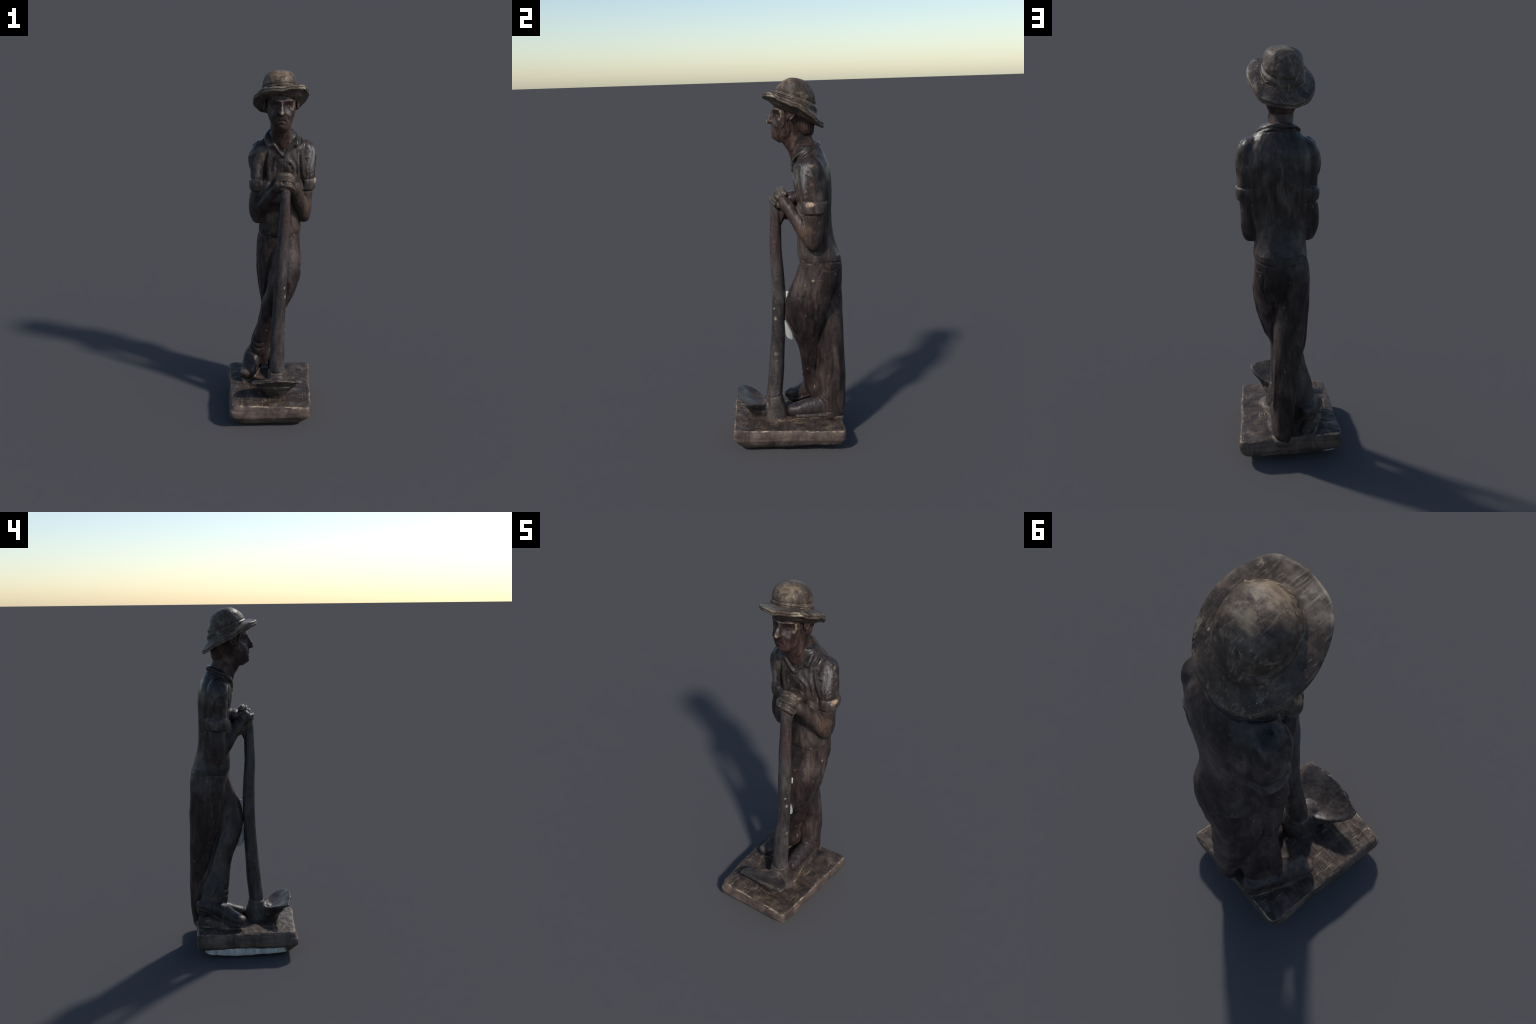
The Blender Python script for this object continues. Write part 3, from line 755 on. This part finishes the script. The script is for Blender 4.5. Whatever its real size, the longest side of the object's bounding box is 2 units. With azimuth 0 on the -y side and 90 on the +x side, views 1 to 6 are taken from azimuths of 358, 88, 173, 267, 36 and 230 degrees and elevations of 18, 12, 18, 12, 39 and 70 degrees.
# solid wood left under the blade
hoe.append(('hoe_blade', loft([(0.11, -0.045, 0.075, -0.205, -0.09), (0.155, -0.050, 0.080, -0.212, -0.09), (0.185, -0.070, 0.098, -0.226, -0.11), (0.215, -0.095, 0.120, -0.240, -0.165), (0.232, -0.105, 0.130, -0.248, -0.21)])))
H = Sculpt(hoe, 0.0034, 3)
ring = [(0.023 + 0.047 * math.cos(a), -0.073 + 0.047 * math.sin(a), 0.264 + 0.006 * math.sin(a)) for a in np.linspace(0, 2 * math.pi, 17)]
H.stroke(ring, -0.006, 0.004, taper=False)
H.update()
H.v = H.v + H.n * (0.0014 * vnoise(H.v, (45, 45, 10), 21) + 0.0007 * vnoise(H.v, 90, 22))[:, None]
H.build(root, {'hoe_handle': HANDLE, 'hoe_blade': BLADE}, {'hoe_blade': 'hoe_handle'})


# -------------------------------------------------------------------- base ---
def slab(levels, n=4):
    """Rounded-corner quadrilateral block; levels of (z, corners, radius)."""
    rings = []
    for zs, cor, rad in levels:
        cor = np.array(cor, float)
        ring = []
        for k in range(4):
            p, a, b = cor[k], cor[k - 1], cor[(k + 1) % 4]
            da = (a - p) / np.linalg.norm(a - p); db = (b - p) / np.linalg.norm(b - p)
            for t in np.linspace(0, 1, 7):
                q0 = p + da * rad * (1 - t); q1 = p + db * rad * t
                ring.append((1 - t) * q0 + t * q1)
        ring = np.array(ring)
        dense = []
        for i in range(len(ring)):
            a, b = ring[i], ring[(i + 1) % len(ring)]
            m = max(1, int(np.linalg.norm(b - a) / 0.02))
            for t in range(m):
                dense.append(a + (b - a) * t / m)
        rings.append((zs, np.array(dense)))
    n = min(len(r) for _, r in rings)
    out = []
    for zs, r in rings:
        seg = np.concatenate([[0], np.cumsum(np.linalg.norm(np.diff(np.vstack([r, r[:1]]), axis=0), axis=1))])
        s = np.linspace(0, seg[-1], 160, endpoint=False)
        rr = np.vstack([r, r[:1]])
        xy = np.stack([np.interp(s, seg, rr[:, 0]), np.interp(s, seg, rr[:, 1])], 1)
        z = np.full(160, 0.0)
        if callable(zs):
            z = zs(xy[:, 0], xy[:, 1])
        else:
            z[:] = zs
        out.append(np.column_stack([xy, z]))
    return skin(out)


top_z = lambda x, y: 0.140 - 0.045 * x - 0.004 * y
Q = lambda d: [(-0.245 + d, -0.286 + d), (0.196 - d, -0.304 + d), (0.250 - d, 0.296 - d), (-0.250 + d, 0.270 - d)]
QW = [(-0.262, -0.306), (0.204, -0.316), (0.258, 0.302), (-0.262, 0.280)]
base_parts = [('base', slab([(lambda x, y: 0.010 + 0.035 * np.clip(y - 0.0, 0, 1) / 0.30 + 0.03 * np.clip(x + 0.1, 0, 1) + 0.035 * np.clip((-x - 0.12) / 0.08, 0, 1) * (y > -0.22), Q(0.032), 0.05), (lambda x, y: 0.032 + 0.03 * np.clip(x + 0.1, 0, 1) + 0.018 * np.clip((-x - 0.12) / 0.08, 0, 1) * (y > -0.22), Q(0.010), 0.05), (0.072, QW, 0.04), (0.100, QW, 0.032),
                             (lambda x, y: top_z(x, y) - 0.004, Q(-0.003), 0.028), (top_z, Q(0.003), 0.028)]))]
# soil-like swell round the standing foot and under the hoe
base_parts.append(('base', blob((0.042, 0.14, 0.116), (0.078, 0.16, 0.032))))
base_parts.append(('base', blob((0.042, 0.265, 0.118), (0.055, 0.048, 0.040))))
base_parts.append(('base', blob((0.022, -0.08, 0.115), (0.11, 0.10, 0.050))))
base_parts.append(('base', tube([(-0.086, 0.245, 0.170, 0.036, 0.058), (-0.110, 0.17, 0.155, 0.038, 0.055), (-0.138, 0.09, 0.135, 0.038, 0.042), (-0.154, 0.04, 0.128, 0.034, 0.036)])))
B = Sculpt(base_parts, 0.0042, 2)
B.update()
up = np.clip(B.n[:, 2], 0, 1)
B.v = B.v + B.n * (0.0045 * vnoise(B.v, 9, 30) + 0.0032 * vnoise(B.v, (14, 22, 22), 31) + 0.0016 * vnoise(B.v, (30, 55, 40), 32) + 0.0012 * up * vnoise(B.v, (40, 120, 60), 33))[:, None]
B.update()
# the carved ground on top is a piece of its own, the sawn sides another
B.labels.append('carved_ground')
fn = B.n[B.quads].mean(1)[:, 2]
fz = B.v[B.quads].mean(1)[:, 2]
fc = B.v[B.quads].mean(1)
B.lab = np.where(((fn > 0.8) & (fz > 0.10)) | (fz > top_z(fc[:, 0], fc[:, 1]) + 0.005), 1, 0)
base_objs = B.build(root, {'base': SIDES, 'carved_ground': BASE}, {'carved_ground': 'base'})

# pale filler: uneven skin under the base, drooping on one side
QF = lambda d: [(-0.242 + d, -0.266 + d), (0.130 - d, -0.270 + d), (0.190 - d, 0.240 - d), (-0.244 + d, 0.240 - d)]
under = slab([(lambda x, y: np.clip(0.002 + 0.05 * (x + 0.10) + 0.03 * np.abs(y - 0.03), 0.0, 0.030), QF(0.040), 0.06),
              (lambda x, y: np.clip(0.012 + 0.06 * (x + 0.18) + 0.06 * np.abs(y - 0.03), 0.010, 0.040), QF(0.0), 0.06),
              (lambda x, y: 0.055 + 0 * x, QF(0.0), 0.05)])
U = Sculpt([('underside_filler', under)], 0.005, 4)
U.v = U.v + U.n * (0.003 * vnoise(U.v, 30, 41))[:, None]
U.v[:, 2] -= U.v[:, 2].min()
U.build(base_objs['base'], {'underside_filler': PLASTER})
# thin webs of filler left between the handle and the knee
W = Sculpt([('filler_web', tube([(0.050, -0.010, 0.705, 0.010, 0.006), (0.050, 0.006, 0.655, 0.009, 0.016), (0.048, 0.016, 0.615, 0.007, 0.019), (0.046, 0.030, 0.592, 0.004, 0.008)], hint=(0, 1, 0))),
            ('filler_web', tube([(0.064, 0.006, 0.840, 0.010, 0.005), (0.066, 0.010, 0.866, 0.007, 0.010)], hint=(0, 1, 0), sub=4))], 0.0026, 2)
W.build(root, {'filler_web': PLASTER})
